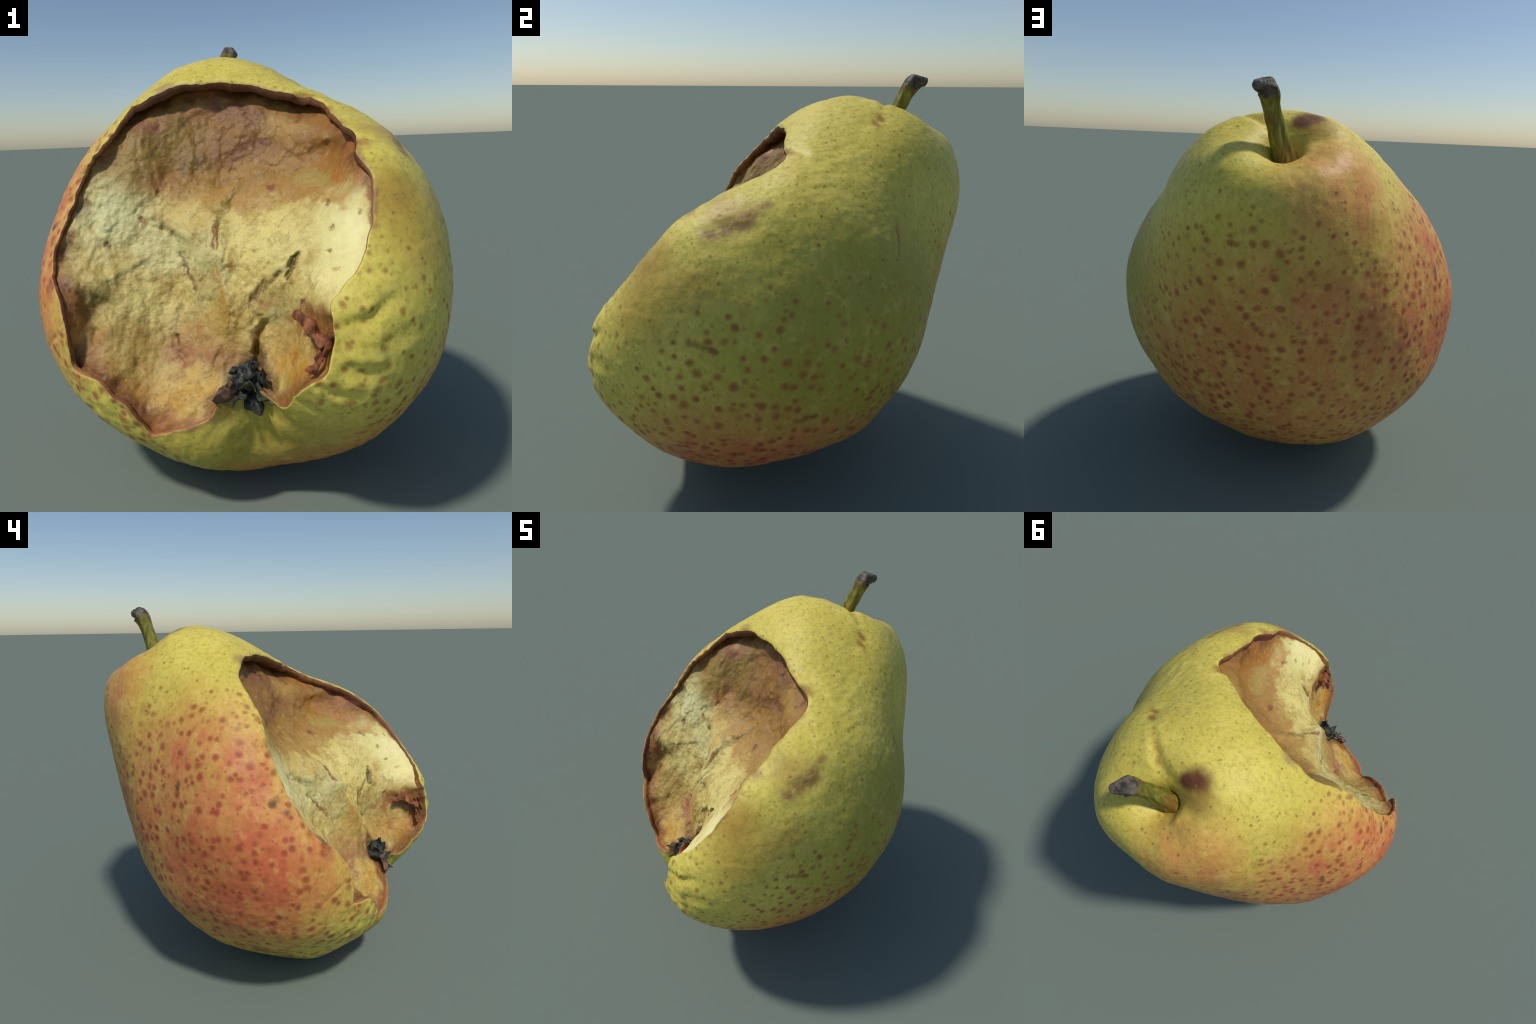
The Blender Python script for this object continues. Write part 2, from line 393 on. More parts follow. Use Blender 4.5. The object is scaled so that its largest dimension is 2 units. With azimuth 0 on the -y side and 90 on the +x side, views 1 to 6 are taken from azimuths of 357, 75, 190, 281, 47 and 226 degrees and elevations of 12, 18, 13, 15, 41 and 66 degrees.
class Mat:
    """small builder for procedural materials on object coordinates"""
    def __init__(self, name, rough=0.6, spec=0.25):
        self.m = bpy.data.materials.new(name); self.m.use_nodes = True
        self.nt = self.m.node_tree; self.nt.nodes.clear()
        self.out = self.n('ShaderNodeOutputMaterial'); self.b = self.n('ShaderNodeBsdfPrincipled')
        self.l(self.b.outputs[0], self.out.inputs[0])
        self.b.inputs['Roughness'].default_value = rough
        self.b.inputs['Specular IOR Level'].default_value = spec
        self.co = self.n('ShaderNodeTexCoord').outputs['Object']
    def n(self, t): return self.nt.nodes.new(t)
    def l(self, a, b): self.nt.links.new(a, b)
    def put(self, sock, val):
        if hasattr(val, 'is_output') or isinstance(val, bpy.types.NodeSocket): self.l(val, sock)
        else: sock.default_value = val
    def math(self, op, a, b=0.0, clamp=False):
        n = self.n('ShaderNodeMath'); n.operation = op; n.use_clamp = clamp
        self.put(n.inputs[0], a); self.put(n.inputs[1], b); return n.outputs[0]
    def vec(self, op, a, b=(0, 0, 0)):
        n = self.n('ShaderNodeVectorMath'); n.operation = op
        self.put(n.inputs[0], a); self.put(n.inputs[1], b)
        return n.outputs['Value'] if op in ('LENGTH', 'DOT_PRODUCT', 'DISTANCE') else n.outputs[0]
    def noise(self, scale, detail=3, rough=0.55, co=None, color=False, dist=0.0):
        n = self.n('ShaderNodeTexNoise'); n.inputs['Scale'].default_value = scale
        n.inputs['Detail'].default_value = detail; n.inputs['Roughness'].default_value = rough
        n.inputs['Distortion'].default_value = dist
        self.l(co or self.co, n.inputs['Vector'])
        return n.outputs['Color' if color else 'Fac']
    def warp(self, amount, scale, co=None, detail=3):
        c = self.noise(scale, detail, 0.6, co, True)
        c = self.vec('SUBTRACT', c, (0.5, 0.5, 0.5))
        n = self.n('ShaderNodeVectorMath'); n.operation = 'MULTIPLY_ADD'
        self.l(c, n.inputs[0]); n.inputs[1].default_value = (amount,) * 3; self.l(co or self.co, n.inputs[2])
        return n.outputs[0]
    def scaled(self, s, co=None): return self.vec('MULTIPLY', co or self.co, s)
    def ramp(self, x, a, b, lo=0.0, hi=1.0):
        n = self.n('ShaderNodeMapRange'); n.interpolation_type = 'SMOOTHSTEP'
        self.put(n.inputs[0], x); n.inputs[1].default_value = a; n.inputs[2].default_value = b
        n.inputs[3].default_value = lo; n.inputs[4].default_value = hi
        return n.outputs[0]
    def mix(self, fac, a, b, mode='MIX'):
        n = self.n('ShaderNodeMix'); n.data_type = 'RGBA'; n.blend_type = mode
        self.put(n.inputs[0], fac); self.put(n.inputs[6], a); self.put(n.inputs[7], b)
        return n.outputs[2]
    def blob(self, c, r, co=None, soft=0.35):
        """1 inside an ellipsoid about c with half axes r, fading to 0"""
        r = (r,) * 3 if not hasattr(r, '__len__') else r
        n = self.n('ShaderNodeVectorMath'); n.operation = 'MULTIPLY_ADD'
        self.l(co or self.co, n.inputs[0]); n.inputs[1].default_value = tuple(1 / x for x in r)
        n.inputs[2].default_value = tuple(-a / x for a, x in zip(c, r))
        return self.ramp(self.vec('LENGTH', n.outputs[0]), soft, 1.0, 1.0, 0.0)
    def streak(self, a, b, w, co=None, soft=0.2):
        """1 along a segment a-b of half width w"""
        a = Vector(a); b = Vector(b); d = b - a
        p = self.vec('SUBTRACT', co or self.co, tuple(a))
        t = self.math('MULTIPLY', self.vec('DOT_PRODUCT', p, tuple(d)), 1 / d.dot(d), clamp=True)
        n = self.n('ShaderNodeVectorMath'); n.operation = 'SCALE'
        n.inputs[0].default_value = tuple(d); self.l(t, n.inputs['Scale'])
        return self.ramp(self.vec('DISTANCE', p, n.outputs[0]), w * soft, w, 1.0, 0.0)
    def after(self, co, col):
        """the same coordinates, but evaluated after col: keeps a long chain of mixes within the shader stack"""
        n = self.n('ShaderNodeVectorMath'); n.operation = 'MULTIPLY_ADD'
        self.l(col, n.inputs[0]); n.inputs[1].default_value = (1e-7,) * 3; self.l(co, n.inputs[2])
        return n.outputs[0]
    def mul(self, a, b): return self.math('MULTIPLY', a, b)
    def voro(self, scale, co=None, rand=1.0):
        n = self.n('ShaderNodeTexVoronoi'); n.inputs['Scale'].default_value = scale
        n.inputs['Randomness'].default_value = rand
        self.l(co or self.co, n.inputs['Vector'])
        return n.outputs['Distance'], n.outputs['Color']
    def finish(self, color, bump=None, strength=0.3, dist=0.01):
        self.l(color, self.b.inputs['Base Color'])
        if bump is not None:
            n = self.n('ShaderNodeBump'); n.inputs['Strength'].default_value = strength
            n.inputs['Distance'].default_value = dist
            self.l(bump, n.inputs['Height']); self.l(n.outputs[0], self.b.inputs['Normal'])
        return self.m

def skin_material():
    M = Mat('pear_skin', 0.5, 0.3)
    wl = M.warp(0.22, 2.6); wf = M.warp(0.035, 20)
    # ground: yellow, greener on the side away from the blush
    col = M.mix(M.ramp(M.noise(4, 4), 0.35, 0.7), srgb(226, 208, 96), srgb(214, 196, 84))
    green = M.math('MAXIMUM', M.blob((1.0, 0.30, 0.90), (0.80, 1.05, 0.88), wl, 0.40),
                   M.blob((0.10, -0.70, 0.10), (0.70, 0.42, 0.50), wl, 0.35))
    col = M.mix(M.mul(green, 0.85), col, srgb(158, 148, 54))
    # blush: a broad coral cheek, thinner on the underside and near the stalk
    cheek = M.blob((-1.05, 0.25, 0.92), (0.98, 1.12, 0.98), wl, 0.45)
    under = M.mul(M.blob((-0.25, 0.78, 0.50), (1.20, 0.90, 1.20), wl, 0.50), 0.85)
    under = M.math('MAXIMUM', under, M.mul(M.blob((0.50, -0.20, 0.05), (1.0, 1.05, 0.85), wl, 0.55), 0.85))
    under = M.math('MAXIMUM', under, M.mul(M.blob((0.75, -0.35, 0.36), (0.62, 0.80, 0.58), wl, 0.3), 1.0))
    under = M.math('MAXIMUM', under, M.mul(M.blob((-0.36, 0.76, 1.50), (0.42, 0.40, 0.50), wl, 0.3), 0.75))
    blush = M.mul(M.math('MAXIMUM', cheek, under), M.math('SUBTRACT', 1.0, M.mul(M.blob((0.0, -0.80, 0.40), (0.50, 0.36, 0.45), wf, 0.4), 0.8)))
    mott = M.ramp(M.noise(8, 5, 0.65, M.scaled((1, 1, 0.5))), 0.28, 0.70, 0.60, 1.1)
    col = M.mix(M.mul(blush, M.mul(mott, 0.95)), col, srgb(212, 118, 78))
    core = M.blob((-0.95, -0.08, 0.82), (0.40, 0.58, 0.46), wl, 0.25)
    col = M.mix(M.mul(M.mul(core, mott), 0.65), col, srgb(208, 92, 66))
    # fine mottling: paler and darker flecks, drawn out in streaks
    col = M.mix(M.ramp(M.noise(46, 5, 0.72, M.scaled((1, 1, 0.6))), 0.42, 0.70, 0.0, 0.45), col, srgb(164, 134, 46))
    col = M.mix(M.ramp(M.noise(15, 4, 0.65), 0.50, 0.74, 0.0, 0.32), col, srgb(238, 214, 120))
    col = M.mix(M.ramp(M.noise(11, 4, 0.65, M.scaled((1, 1.3, 0.7))), 0.56, 0.78, 0.0, 0.35), col, srgb(168, 156, 58))
    # brown stains: centre, half axes, colour, strength
    BR, DK, RU = srgb(150, 100, 45), srgb(92, 58, 42), srgb(162, 114, 48)
    for c, r, k, s in [
        ((-0.20, 0.55, 1.81), (0.14, 0.13, 0.12), BR, 0.6), ((-0.165, 0.50, 1.848), (0.105, 0.085, 0.08), srgb(112, 68, 42), 1.0),
        ((-0.125, 0.545, 1.838), (0.075, 0.065, 0.07), srgb(104, 62, 38), 1.0),
        ((0.27, 0.437, 1.80), (0.06, 0.035, 0.05), BR, 0.85), ((0.30, 0.40, 1.77), (0.06, 0.025, 0.04), BR, 0.8),
        ((0.60, -0.36, 1.46), (0.15, 0.18, 0.08), srgb(196, 156, 84), 0.6),
        ((0.52, -0.66, 1.27), (0.18, 0.22, 0.17), RU, 0.5), ((0.58, -0.70, 1.12), (0.28, 0.28, 0.26), RU, 0.4),
        ((0.70, -0.52, 1.20), (0.16, 0.20, 0.14), srgb(170, 128, 56), 0.5),
        ((0.32, -0.03, 1.645), (0.07, 0.05, 0.035), BR, 0.8), ((-0.33, 0.10, 1.72), (0.08, 0.06, 0.06), srgb(150, 112, 84), 0.6),
        ((0.46, -0.50, 1.44), (0.06, 0.06, 0.05), srgb(170, 120, 60), 0.7), ((0.50, -0.40, 1.50), (0.10, 0.10, 0.06), srgb(176, 150, 70), 0.5),
        ((-0.838, -0.157, 1.122), 0.034, DK, 0.85), ((-0.829, -0.219, 1.078), 0.034, DK, 0.85), ((-0.80, -0.16, 1.13), 0.03, DK, 0.6),
        ((-0.789, 0.302, 1.163), (0.035, 0.02, 0.055), srgb(86, 70, 40), 0.85),
        ((-0.525, 0.547, 1.489), (0.05, 0.03, 0.05), BR, 0.5), ((-0.70, -0.55, 0.80), (0.07, 0.07, 0.16), srgb(128, 70, 66), 0.85),
        ((-0.80, -0.40, 0.95), (0.06, 0.06, 0.12), srgb(150, 72, 60), 0.75), ((-0.69, -0.12, 1.36), (0.05, 0.05, 0.07), srgb(150, 110, 60), 0.6),
        ((-0.40, -0.72, 0.36), (0.15, 0.09, 0.06), srgb(190, 156, 66), 0.6), ((-0.68, -0.55, 0.58), (0.10, 0.09, 0.09), srgb(196, 150, 76), 0.7),
        ((-0.10, -0.72, 0.48), (0.12, 0.12, 0.08), srgb(104, 76, 34), 0.8), ((0.02, -0.72, 0.50), (0.12, 0.08, 0.08), srgb(100, 80, 36), 0.6),
        ((-0.076, 0.641, 1.66), (0.085, 0.085, 0.07), srgb(70, 48, 34), 0.9),  # dark brown patch round the stem foot
        ((-0.50, 0.70, 0.95), (0.24, 0.14, 0.18), srgb(170, 84, 62), 0.35)]:
        col = M.mix(M.mul(M.blob(c, r, wf, 0.2), s), col, k)
    # scars and stem crease
    wsc = M.warp(0.035, 26); scb = M.ramp(M.noise(30, 3), 0.3, 0.55, 0.35, 1.0)
    for a, b, w, k, s in [
        ((0.645, -0.45, 1.39), (0.664, -0.32, 1.435), 0.066, srgb(148, 108, 64), 0.9), ((0.664, -0.33, 1.432), (0.63, -0.22, 1.485), 0.045, srgb(146, 106, 60), 0.8),
        ((0.644, 0.361, 1.405), (0.735, 0.315, 1.27), 0.016, BR, 0.75), ((0.887, -0.174, 0.673), (0.901, -0.083, 0.689), 0.022, srgb(80, 60, 30), 0.8),
        ((0.79, -0.56, 1.02), (0.83, -0.47, 0.985), 0.024, DK, 0.6), ((0.19, 0.481, 1.834), (0.073, 0.559, 1.854), 0.024, srgb(170, 120, 50), 0.7),
        ((0.073, 0.559, 1.854), (-0.06, 0.61, 1.80), 0.032, srgb(150, 100, 48), 0.8),
        ((-0.13, 0.94, 1.30), (-0.20, 0.74, 0.735), 0.045, srgb(166, 160, 66), 0.6),
        ((0.02, 0.95, 1.35), (0.0, 0.92, 1.05), 0.035, srgb(166, 160, 66), 0.4)]:
        col = M.mix(M.mul(M.mul(M.streak(a, b, w, wsc, 0.0), scb), s), col, k)
    # purplish drying along the lip
    ch = chart_coords(M); wr = chart_warp(M, ch, 0.035, 22); band = None
    for a, b in [(RIM_PATH[i], RIM_PATH[i + 1]) for i in (0, 1, 2, 3, 4, 5, 6, 7, 17, 18, 19, 20)]:
        t = M.streak((a[0] / 1000, a[1] / 1000, 0), (b[0] / 1000, b[1] / 1000, 0), 0.030, wr, 0.0)
        band = t if band is None else M.math('MAXIMUM', band, t)
    front = M.ramp(M.vec('DOT_PRODUCT', M.co, (0, -1, 0)), -0.20, -0.10)
    band = M.mul(M.mul(band, front), M.ramp(M.noise(9, 3), 0.3, 0.6, 0.25, 0.85))
    col = M.mix(band, col, srgb(140, 92, 66))
    # lenticels: ringed specks, larger and redder on the bulb and blush, small and olive near the stalk
    wv = M.warp(0.03, 9)
    bulb = M.math('MAXIMUM', M.math('MAXIMUM', M.mul(M.blob((-0.05, 0.85, 0.95), (0.95, 0.70, 0.75), wl, 0.5), 0.9), M.mul(M.blob((0.90, -0.15, 0.70), (0.70, 0.95, 0.62), wl, 0.5), 0.9)), 0.0)
    bulb = M.math('MAXIMUM', bulb, M.blob((-0.10, -0.05, 0.40), (1.75, 1.50, 1.20), wl, 0.55))
    bulb = M.math('MAXIMUM', bulb, M.mul(M.blob((-0.85, 0.25, 1.15), (0.75, 0.85, 0.75), wl, 0.5), 0.85))
    size = M.ramp(bulb, 0.0, 1.0, 0.42, 1.0)
    d, c = M.voro(21.0, wv, 0.9)
    rnd = M.math('MULTIPLY_ADD', M.vec('DOT_PRODUCT', c, (0, 0, 1)), 0.45); rnd.node.inputs[2].default_value = 0.62
    d = M.math('DIVIDE', d, M.mul(size, rnd))
    bare = M.math('SUBTRACT', 1.0, M.mul(M.blob((0.02, -0.78, 0.38), (0.52, 0.36, 0.42), wf, 0.5), 0.92))
    keep = M.mul(M.math('GREATER_THAN', M.vec('DOT_PRODUCT', c, (1, 0, 0)), 0.14), bare)
    red = M.math('MAXIMUM', blush, M.mul(bulb, 0.75))
    halo = M.mul(M.ramp(d, 0.18, 0.66, 1.0, 0.0), keep)
    col = M.mix(M.mul(halo, M.ramp(red, 0.0, 1.0, 0.35, 0.75)), col, M.mix(red, srgb(164, 140, 54), srgb(176, 86, 58)))
    ring = M.mul(M.ramp(d, 0.04, 0.54, 1.0, 0.0), keep)
    ring = M.mul(ring, M.ramp(M.noise(9, 2), 0.3, 0.65, 0.30, 0.75))
    col = M.mix(ring, col, M.mix(red, srgb(132, 104, 44), srgb(158, 62, 46)))
    core = M.mul(M.ramp(d, 0.04, 0.17, 1.0, 0.0), keep)
    col = M.mix(M.mul(core, M.ramp(M.vec('DOT_PRODUCT', c, (0, 1, 0)), 0.3, 0.7, 0.0, 0.6)), col, srgb(178, 100, 66))
    d2, c2 = M.voro(34, wv)
    k2 = M.math('GREATER_THAN', M.vec('DOT_PRODUCT', c2, (0, 0, 1)), 0.5)
    col = M.mix(M.mul(M.mul(M.ramp(d2, 0.08, 0.30, 1.0, 0.0), k2), 0.5), col, M.mix(red, srgb(142, 130, 48), srgb(142, 70, 50)))
    h = M.math('MULTIPLY', M.noise(70, 4, 0.6), 0.7)
    h = M.math('ADD', h, M.mul(M.noise(24, 3, 0.5, M.scaled((1, 1, 1.8))), 0.8))
    return M.finish(col, h, 0.32, 0.006)

def chart_coords(M):
    """the sight-line chart of the bite (thousandths) from the object position"""
    d = M.vec('SUBTRACT', M.co, tuple(LOOK))
    z = M.vec('DOT_PRODUCT', d, tuple(LOOK_F))
    x = M.math('DIVIDE', M.vec('DOT_PRODUCT', d, tuple(LOOK_R)), z)
    y = M.math('DIVIDE', M.vec('DOT_PRODUCT', d, tuple(LOOK_U)), z)
    n = M.n('ShaderNodeCombineXYZ')
    a = M.math('MULTIPLY_ADD', x, 1.5942); a.node.inputs[2].default_value = 0.784
    b = M.math('MULTIPLY_ADD', y, -1.5942); b.node.inputs[2].default_value = 0.784
    M.l(a, n.inputs[0]); M.l(b, n.inputs[1])
    return n.outputs[0]

def chart_warp(M, ch, amount, scale):
    c = M.vec('SUBTRACT', M.noise(scale, 4, 0.62, None, True), (0.5, 0.5, 0.5))
    n = M.n('ShaderNodeVectorMath'); n.operation = 'MULTIPLY_ADD'
    M.l(c, n.inputs[0]); n.inputs[1].default_value = (amount, amount, 0); M.l(ch, n.inputs[2])
    return n.outputs[0]

# stains of the flesh on the chart: (x, y, half width, half height, colour, strength)
FLESH_STAINS = [
    # pale zones
    (1070, 720, 130, 200, (248, 240, 178), 1.0), (1030, 850, 110, 90, (244, 232, 164), 1.0), (830, 720, 200, 110, (228, 214, 138), 0.95),
    (740, 850, 110, 110, (226, 206, 124), 0.8), (330, 650, 150, 140, (224, 220, 168), 0.95), (480, 760, 160, 90, (222, 214, 156), 0.85),
    (440, 910, 140, 110, (222, 206, 134), 0.9), (620, 780, 90, 120, (208, 202, 150), 0.7), (640, 940, 80, 100, (196, 186, 128), 0.7),
    (260, 590, 60, 60, (222, 208, 140), 0.7), (230, 830, 80, 60, (204, 180, 110), 0.7),
    # browned upper wall
    (720, 400, 460, 180, (168, 124, 62), 1.0), (480, 500, 220, 140, (160, 134, 72), 0.95), (690, 530, 260, 110, (172, 124, 64), 0.95),
    (980, 480, 170, 150, (180, 128, 60), 1.0), (680, 330, 320, 75, (142, 94, 64), 1.0), (440, 395, 70, 60, (150, 90, 78), 0.9),
    (770, 455, 230, 60, (144, 98, 64), 0.9), (860, 400, 80, 60, (194, 152, 84), 0.8), (610, 350, 80, 50, (178, 126, 78), 0.6),
    (560, 370, 24, 20, (96, 90, 52), 0.7), (595, 510, 55, 50, (120, 92, 46), 0.85), (1060, 430, 50, 80, (158, 88, 42), 0.9),
    (1050, 500, 50, 50, (190, 122, 52), 0.8), (950, 540, 70, 40, (180, 162, 92), 0.7), (830, 560, 90, 50, (188, 138, 80), 0.8),
    (740, 610, 160, 50, (200, 152, 86), 0.7), (480, 585, 80, 50, (180, 116, 66), 0.7), (560, 640, 120, 50, (214, 184, 110), 0.7),
    (530, 540, 60, 50, (180, 128, 80), 0.6), (380, 480, 70, 60, (172, 138, 68), 0.7), (330, 490, 40, 40, (140, 84, 46), 0.7),
    (920, 340, 60, 30, (182, 124, 70), 0.6), (1000, 600, 60, 30, (196, 140, 70), 0.7), (920, 590, 60, 24, (176, 112, 60), 0.6),
    # left edge
    (200, 760, 50, 60, (150, 108, 52), 0.7), (250, 630, 40, 40, (130, 110, 60), 0.6), (220, 910, 60, 60, (132, 84, 42), 0.85),
    (300, 910, 60, 40, (140, 116, 58), 0.7), (260, 980, 50, 60, (120, 88, 40), 0.8), (290, 1070, 70, 70, (188, 124, 78), 0.85),  # 300,910: olive-brown patch inside the left edge
    # lower left, tan to mauve
    (440, 1060, 170, 110, (188, 156, 86), 0.9), (620, 1060, 130, 80, (184, 126, 84), 0.85), (690, 980, 90, 90, (200, 162, 84), 0.85),
    (560, 1090, 70, 40, (168, 98, 76), 0.8), (700, 1120, 100, 90, (170, 116, 80), 0.85), (430, 1180, 110, 70, (194, 146, 76), 0.85),
    (560, 1220, 110, 80, (218, 168, 82), 0.95), (620, 1190, 50, 60, (222, 176, 84), 0.7), (470, 1280, 80, 60, (180, 106, 70), 0.9),
    (380, 1210, 60, 60, (170, 112, 58), 0.7), (350, 1180, 26, 36, (118, 56, 42), 0.8), (570, 1300, 90, 26, (206, 132, 60), 0.7),
    (330, 1120, 40, 30, (190, 132, 60), 0.6), (600, 1010, 40, 40, (190, 130, 74), 0.6),
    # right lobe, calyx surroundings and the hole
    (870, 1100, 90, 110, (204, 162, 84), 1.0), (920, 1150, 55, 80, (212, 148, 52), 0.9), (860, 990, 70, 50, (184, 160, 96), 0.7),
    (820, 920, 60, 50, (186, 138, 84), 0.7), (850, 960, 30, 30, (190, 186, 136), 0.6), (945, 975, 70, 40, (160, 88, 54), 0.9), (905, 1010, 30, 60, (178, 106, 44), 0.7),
    (985, 1010, 40, 60, (140, 64, 46), 0.95), (1005, 1060, 45, 70, (96, 40, 26), 0.95), (790, 1050, 24, 80, (124, 78, 44), 0.9),  # 790,1050: shade inside the deep groove, painted dark brown
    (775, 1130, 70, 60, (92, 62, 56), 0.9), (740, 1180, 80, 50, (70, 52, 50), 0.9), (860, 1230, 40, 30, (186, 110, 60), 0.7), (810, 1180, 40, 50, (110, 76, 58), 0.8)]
FLESH_LINES = [
    (735, 570, 655, 690, 13, (136, 112, 58), 0.7), (655, 690, 655, 760, 8, (150, 78, 60), 0.9), (556, 778, 576, 830, 10, (112, 80, 52), 0.85),
    (576, 830, 600, 888, 12, (140, 98, 58), 0.8), (912, 778, 876, 850, 9, (104, 86, 40), 0.95), (858, 834, 772, 918, 14, (124, 100, 48), 0.85),
    (828, 574, 832, 572, 13, (140, 78, 60), 0.9), (484, 590, 492, 592, 14, (116, 78, 44), 0.8), (430, 668, 438, 684, 14, (150, 96, 62), 0.8),
    (318, 746, 336, 748, 8, (120, 84, 44), 0.8), (1016, 704, 1020, 694, 8, (150, 116, 56), 0.85), (1004, 772, 1010, 766, 8, (146, 120, 60), 0.85),
    (1102, 640, 1104, 652, 7, (156, 140, 76), 0.8), (1000, 626, 1006, 616, 9, (110, 84, 44), 0.85), (1020, 826, 1040, 820, 8, (196, 160, 80), 0.7),
    (930, 915, 925, 945, 8, (136, 76, 40), 0.85), (280, 920, 340, 868, 16, (128, 118, 66), 0.7), (340, 868, 450, 800, 14, (140, 134, 84), 0.7),  # 280,920 to 450,800: shadow crescent drawn in grey-green
    (550, 935, 536, 1000, 14, (140, 122, 74), 0.6), (542, 1025, 548, 1055, 8, (110, 60, 40), 0.85), (470, 670, 560, 735, 14, (136, 132, 88), 0.6),
    (668, 840, 690, 930, 8, (206, 150, 66), 0.7), (690, 930, 700, 1010, 10, (200, 146, 66), 0.6), (910, 570, 920, 600, 8, (190, 138, 60), 0.6),
    (905, 1080, 895, 1115, 8, (180, 106, 40), 0.7), (190, 780, 215, 745, 12, (110, 84, 44), 0.7), (295, 730, 275, 690, 10, (188, 140, 66), 0.6),
    (752, 350, 756, 330, 12, (120, 74, 44), 0.8), (915, 372, 920, 352, 9, (130, 76, 44), 0.8), (740, 440, 820, 432, 14, (134, 80, 50), 0.7),
    (950, 430, 930, 480, 8, (176, 114, 50), 0.6), (240, 640, 270, 615, 14, (120, 96, 48), 0.7)]

def dried(k):
    t = min(max((sum(k) - 400) / 130.0, 0), 1)      # pale flesh keeps its tone, browned flesh is duller
    return srgb(k[0] * (0.90 + 0.09 * t), k[1] * (0.90 + 0.08 * t), k[2] * (0.84 + 0.08 * t))

# course of the lip on the chart with the width of the browned band inside it
RIM_PATH = [(1140, 690, 16), (1140, 590, 18), (1105, 500, 40), (1080, 430, 75), (1000, 340, 60), (890, 300, 55), (760, 275, 60), (600, 272, 60),
            (480, 300, 60), (400, 345, 60), (320, 440, 60), (235, 565, 45), (190, 690, 45), (165, 800, 40), (175, 870, 55), (205, 950, 80), (215, 1110, 80),
            (300, 1160, 60), (390, 1245, 60), (465, 1325, 70), (540, 1318, 36), (645, 1285, 34), (665, 1235, 40), (770, 1190, 60), (865, 1245, 36),
            (940, 1180, 34), (1015, 1100, 60), (1030, 1030, 60), (990, 980, 40)]

def flesh_material():
    M = Mat('browned_flesh', 0.48, 0.32)
    ch = chart_coords(M)
    wl = chart_warp(M, ch, 0.20, 8); wf = chart_warp(M, ch, 0.03, 26)
    wl2 = chart_warp(M, wl, 0.05, 30)
    col = M.mix(M.ramp(M.noise(7, 5, 0.6), 0.35, 0.65), dried((206, 180, 106)), dried((220, 202, 130)))
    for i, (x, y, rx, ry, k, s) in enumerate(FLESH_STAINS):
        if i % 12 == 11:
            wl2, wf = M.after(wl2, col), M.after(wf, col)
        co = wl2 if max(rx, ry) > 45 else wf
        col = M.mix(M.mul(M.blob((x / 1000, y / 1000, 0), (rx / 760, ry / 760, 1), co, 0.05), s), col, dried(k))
    # the flesh browns where it meets the dried lip
    wr = chart_warp(M, ch, 0.07, 14)
    brown = M.mix(M.ramp(M.noise(14, 3), 0.35, 0.65), srgb(108, 64, 36), srgb(156, 100, 50))
    wr = M.after(wr, col)
    for i, (a, b) in enumerate(zip(RIM_PATH, RIM_PATH[1:])):
        if i % 8 == 7:
            wr = M.after(wr, col)
        t = M.streak((a[0] / 1000, a[1] / 1000, 0), (b[0] / 1000, b[1] / 1000, 0), 0.62 * (a[2] + b[2]) / 1000, wr, 0.0)
        col = M.mix(M.mul(t, 0.9), col, brown)
    # noise tints: crevice shade painted as dark blotches and grain, highlights as pale flecks
    calm = M.math('SUBTRACT', 1.0, M.mul(M.blob((1.07, 0.74, 0), (0.13, 0.22, 1), wf, 0.6), 0.85))
    calm = M.mul(calm, M.math('SUBTRACT', 1.0, M.mul(M.blob((0.38, 0.70, 0), (0.26, 0.24, 1), wf, 0.3), 0.45)))
    for sc, dt, a, b, m, k in [(9, 5, 0.48, 0.68, 0.65, (182, 136, 64)), (20, 5, 0.50, 0.70, 0.55, (156, 118, 58)),
                               (58, 4, 0.54, 0.72, 0.45, (122, 84, 46))]:
        col = M.mix(M.mul(M.ramp(M.noise(sc, dt, 0.7, M.warp(0.06, 8)), a, b, 0.0, m), calm), col, dried(k))
    col = M.mix(M.mul(M.ramp(M.noise(19, 4, 0.7, M.warp(0.05, 10)), 0.28, 0.44, 0.18, 0.0), calm), col, srgb(226, 206, 140))
    wc = chart_warp(M, chart_warp(M, ch, 0.03, 14), 0.026, 40)
    broken = M.ramp(M.noise(40, 3, 0.6), 0.30, 0.55, 0.25, 1.0)
    wc = M.after(wc, col)
    for i, (x0, y0, x1, y1, w, k, s) in enumerate(FLESH_LINES):
        if i % 8 == 7:
            wc = M.after(wc, col)
        col = M.mix(M.mul(M.mul(M.streak((x0 / 1000, y0 / 1000, 0), (x1 / 1000, y1 / 1000, 0), w / 850, wc, 0.1), broken), s), col, dried(k))
    h = M.math('ADD', M.noise(60, 5, 0.65), M.mul(M.noise(22, 4, 0.6), 1.4))
    return M.finish(col, h, 0.42, 0.008)

def rim_material():
    M = Mat('dried_edge', 0.6, 0.25)
    ch = chart_coords(M)
    n = M.noise(12, 4, 0.65)
    col = M.mix(M.ramp(n, 0.3, 0.65), srgb(108, 68, 42), srgb(160, 112, 66))
    col = M.mix(M.ramp(M.noise(28, 4, 0.7), 0.48, 0.7, 0, 0.7), col, srgb(92, 52, 38))
    for x, y, rx, ry, k, s in [(700, 270, 420, 130, (98, 60, 40), 0.85), (1070, 440, 60, 90, (92, 50, 38), 0.8), (1140, 680, 60, 220, (140, 96, 70), 0.8),
                               (190, 990, 70, 130, (104, 58, 50), 0.8), (390, 1240, 90, 110, (126, 68, 40), 0.7), (560, 1320, 120, 40, (176, 108, 74), 0.7)]:
        col = M.mix(M.mul(M.blob((x / 1000, y / 1000, 0), (rx / 850, ry / 850, 1), ch, 0.4), s), col, srgb(*k))
    return M.finish(col, M.noise(50, 4), 0.4, 0.006)

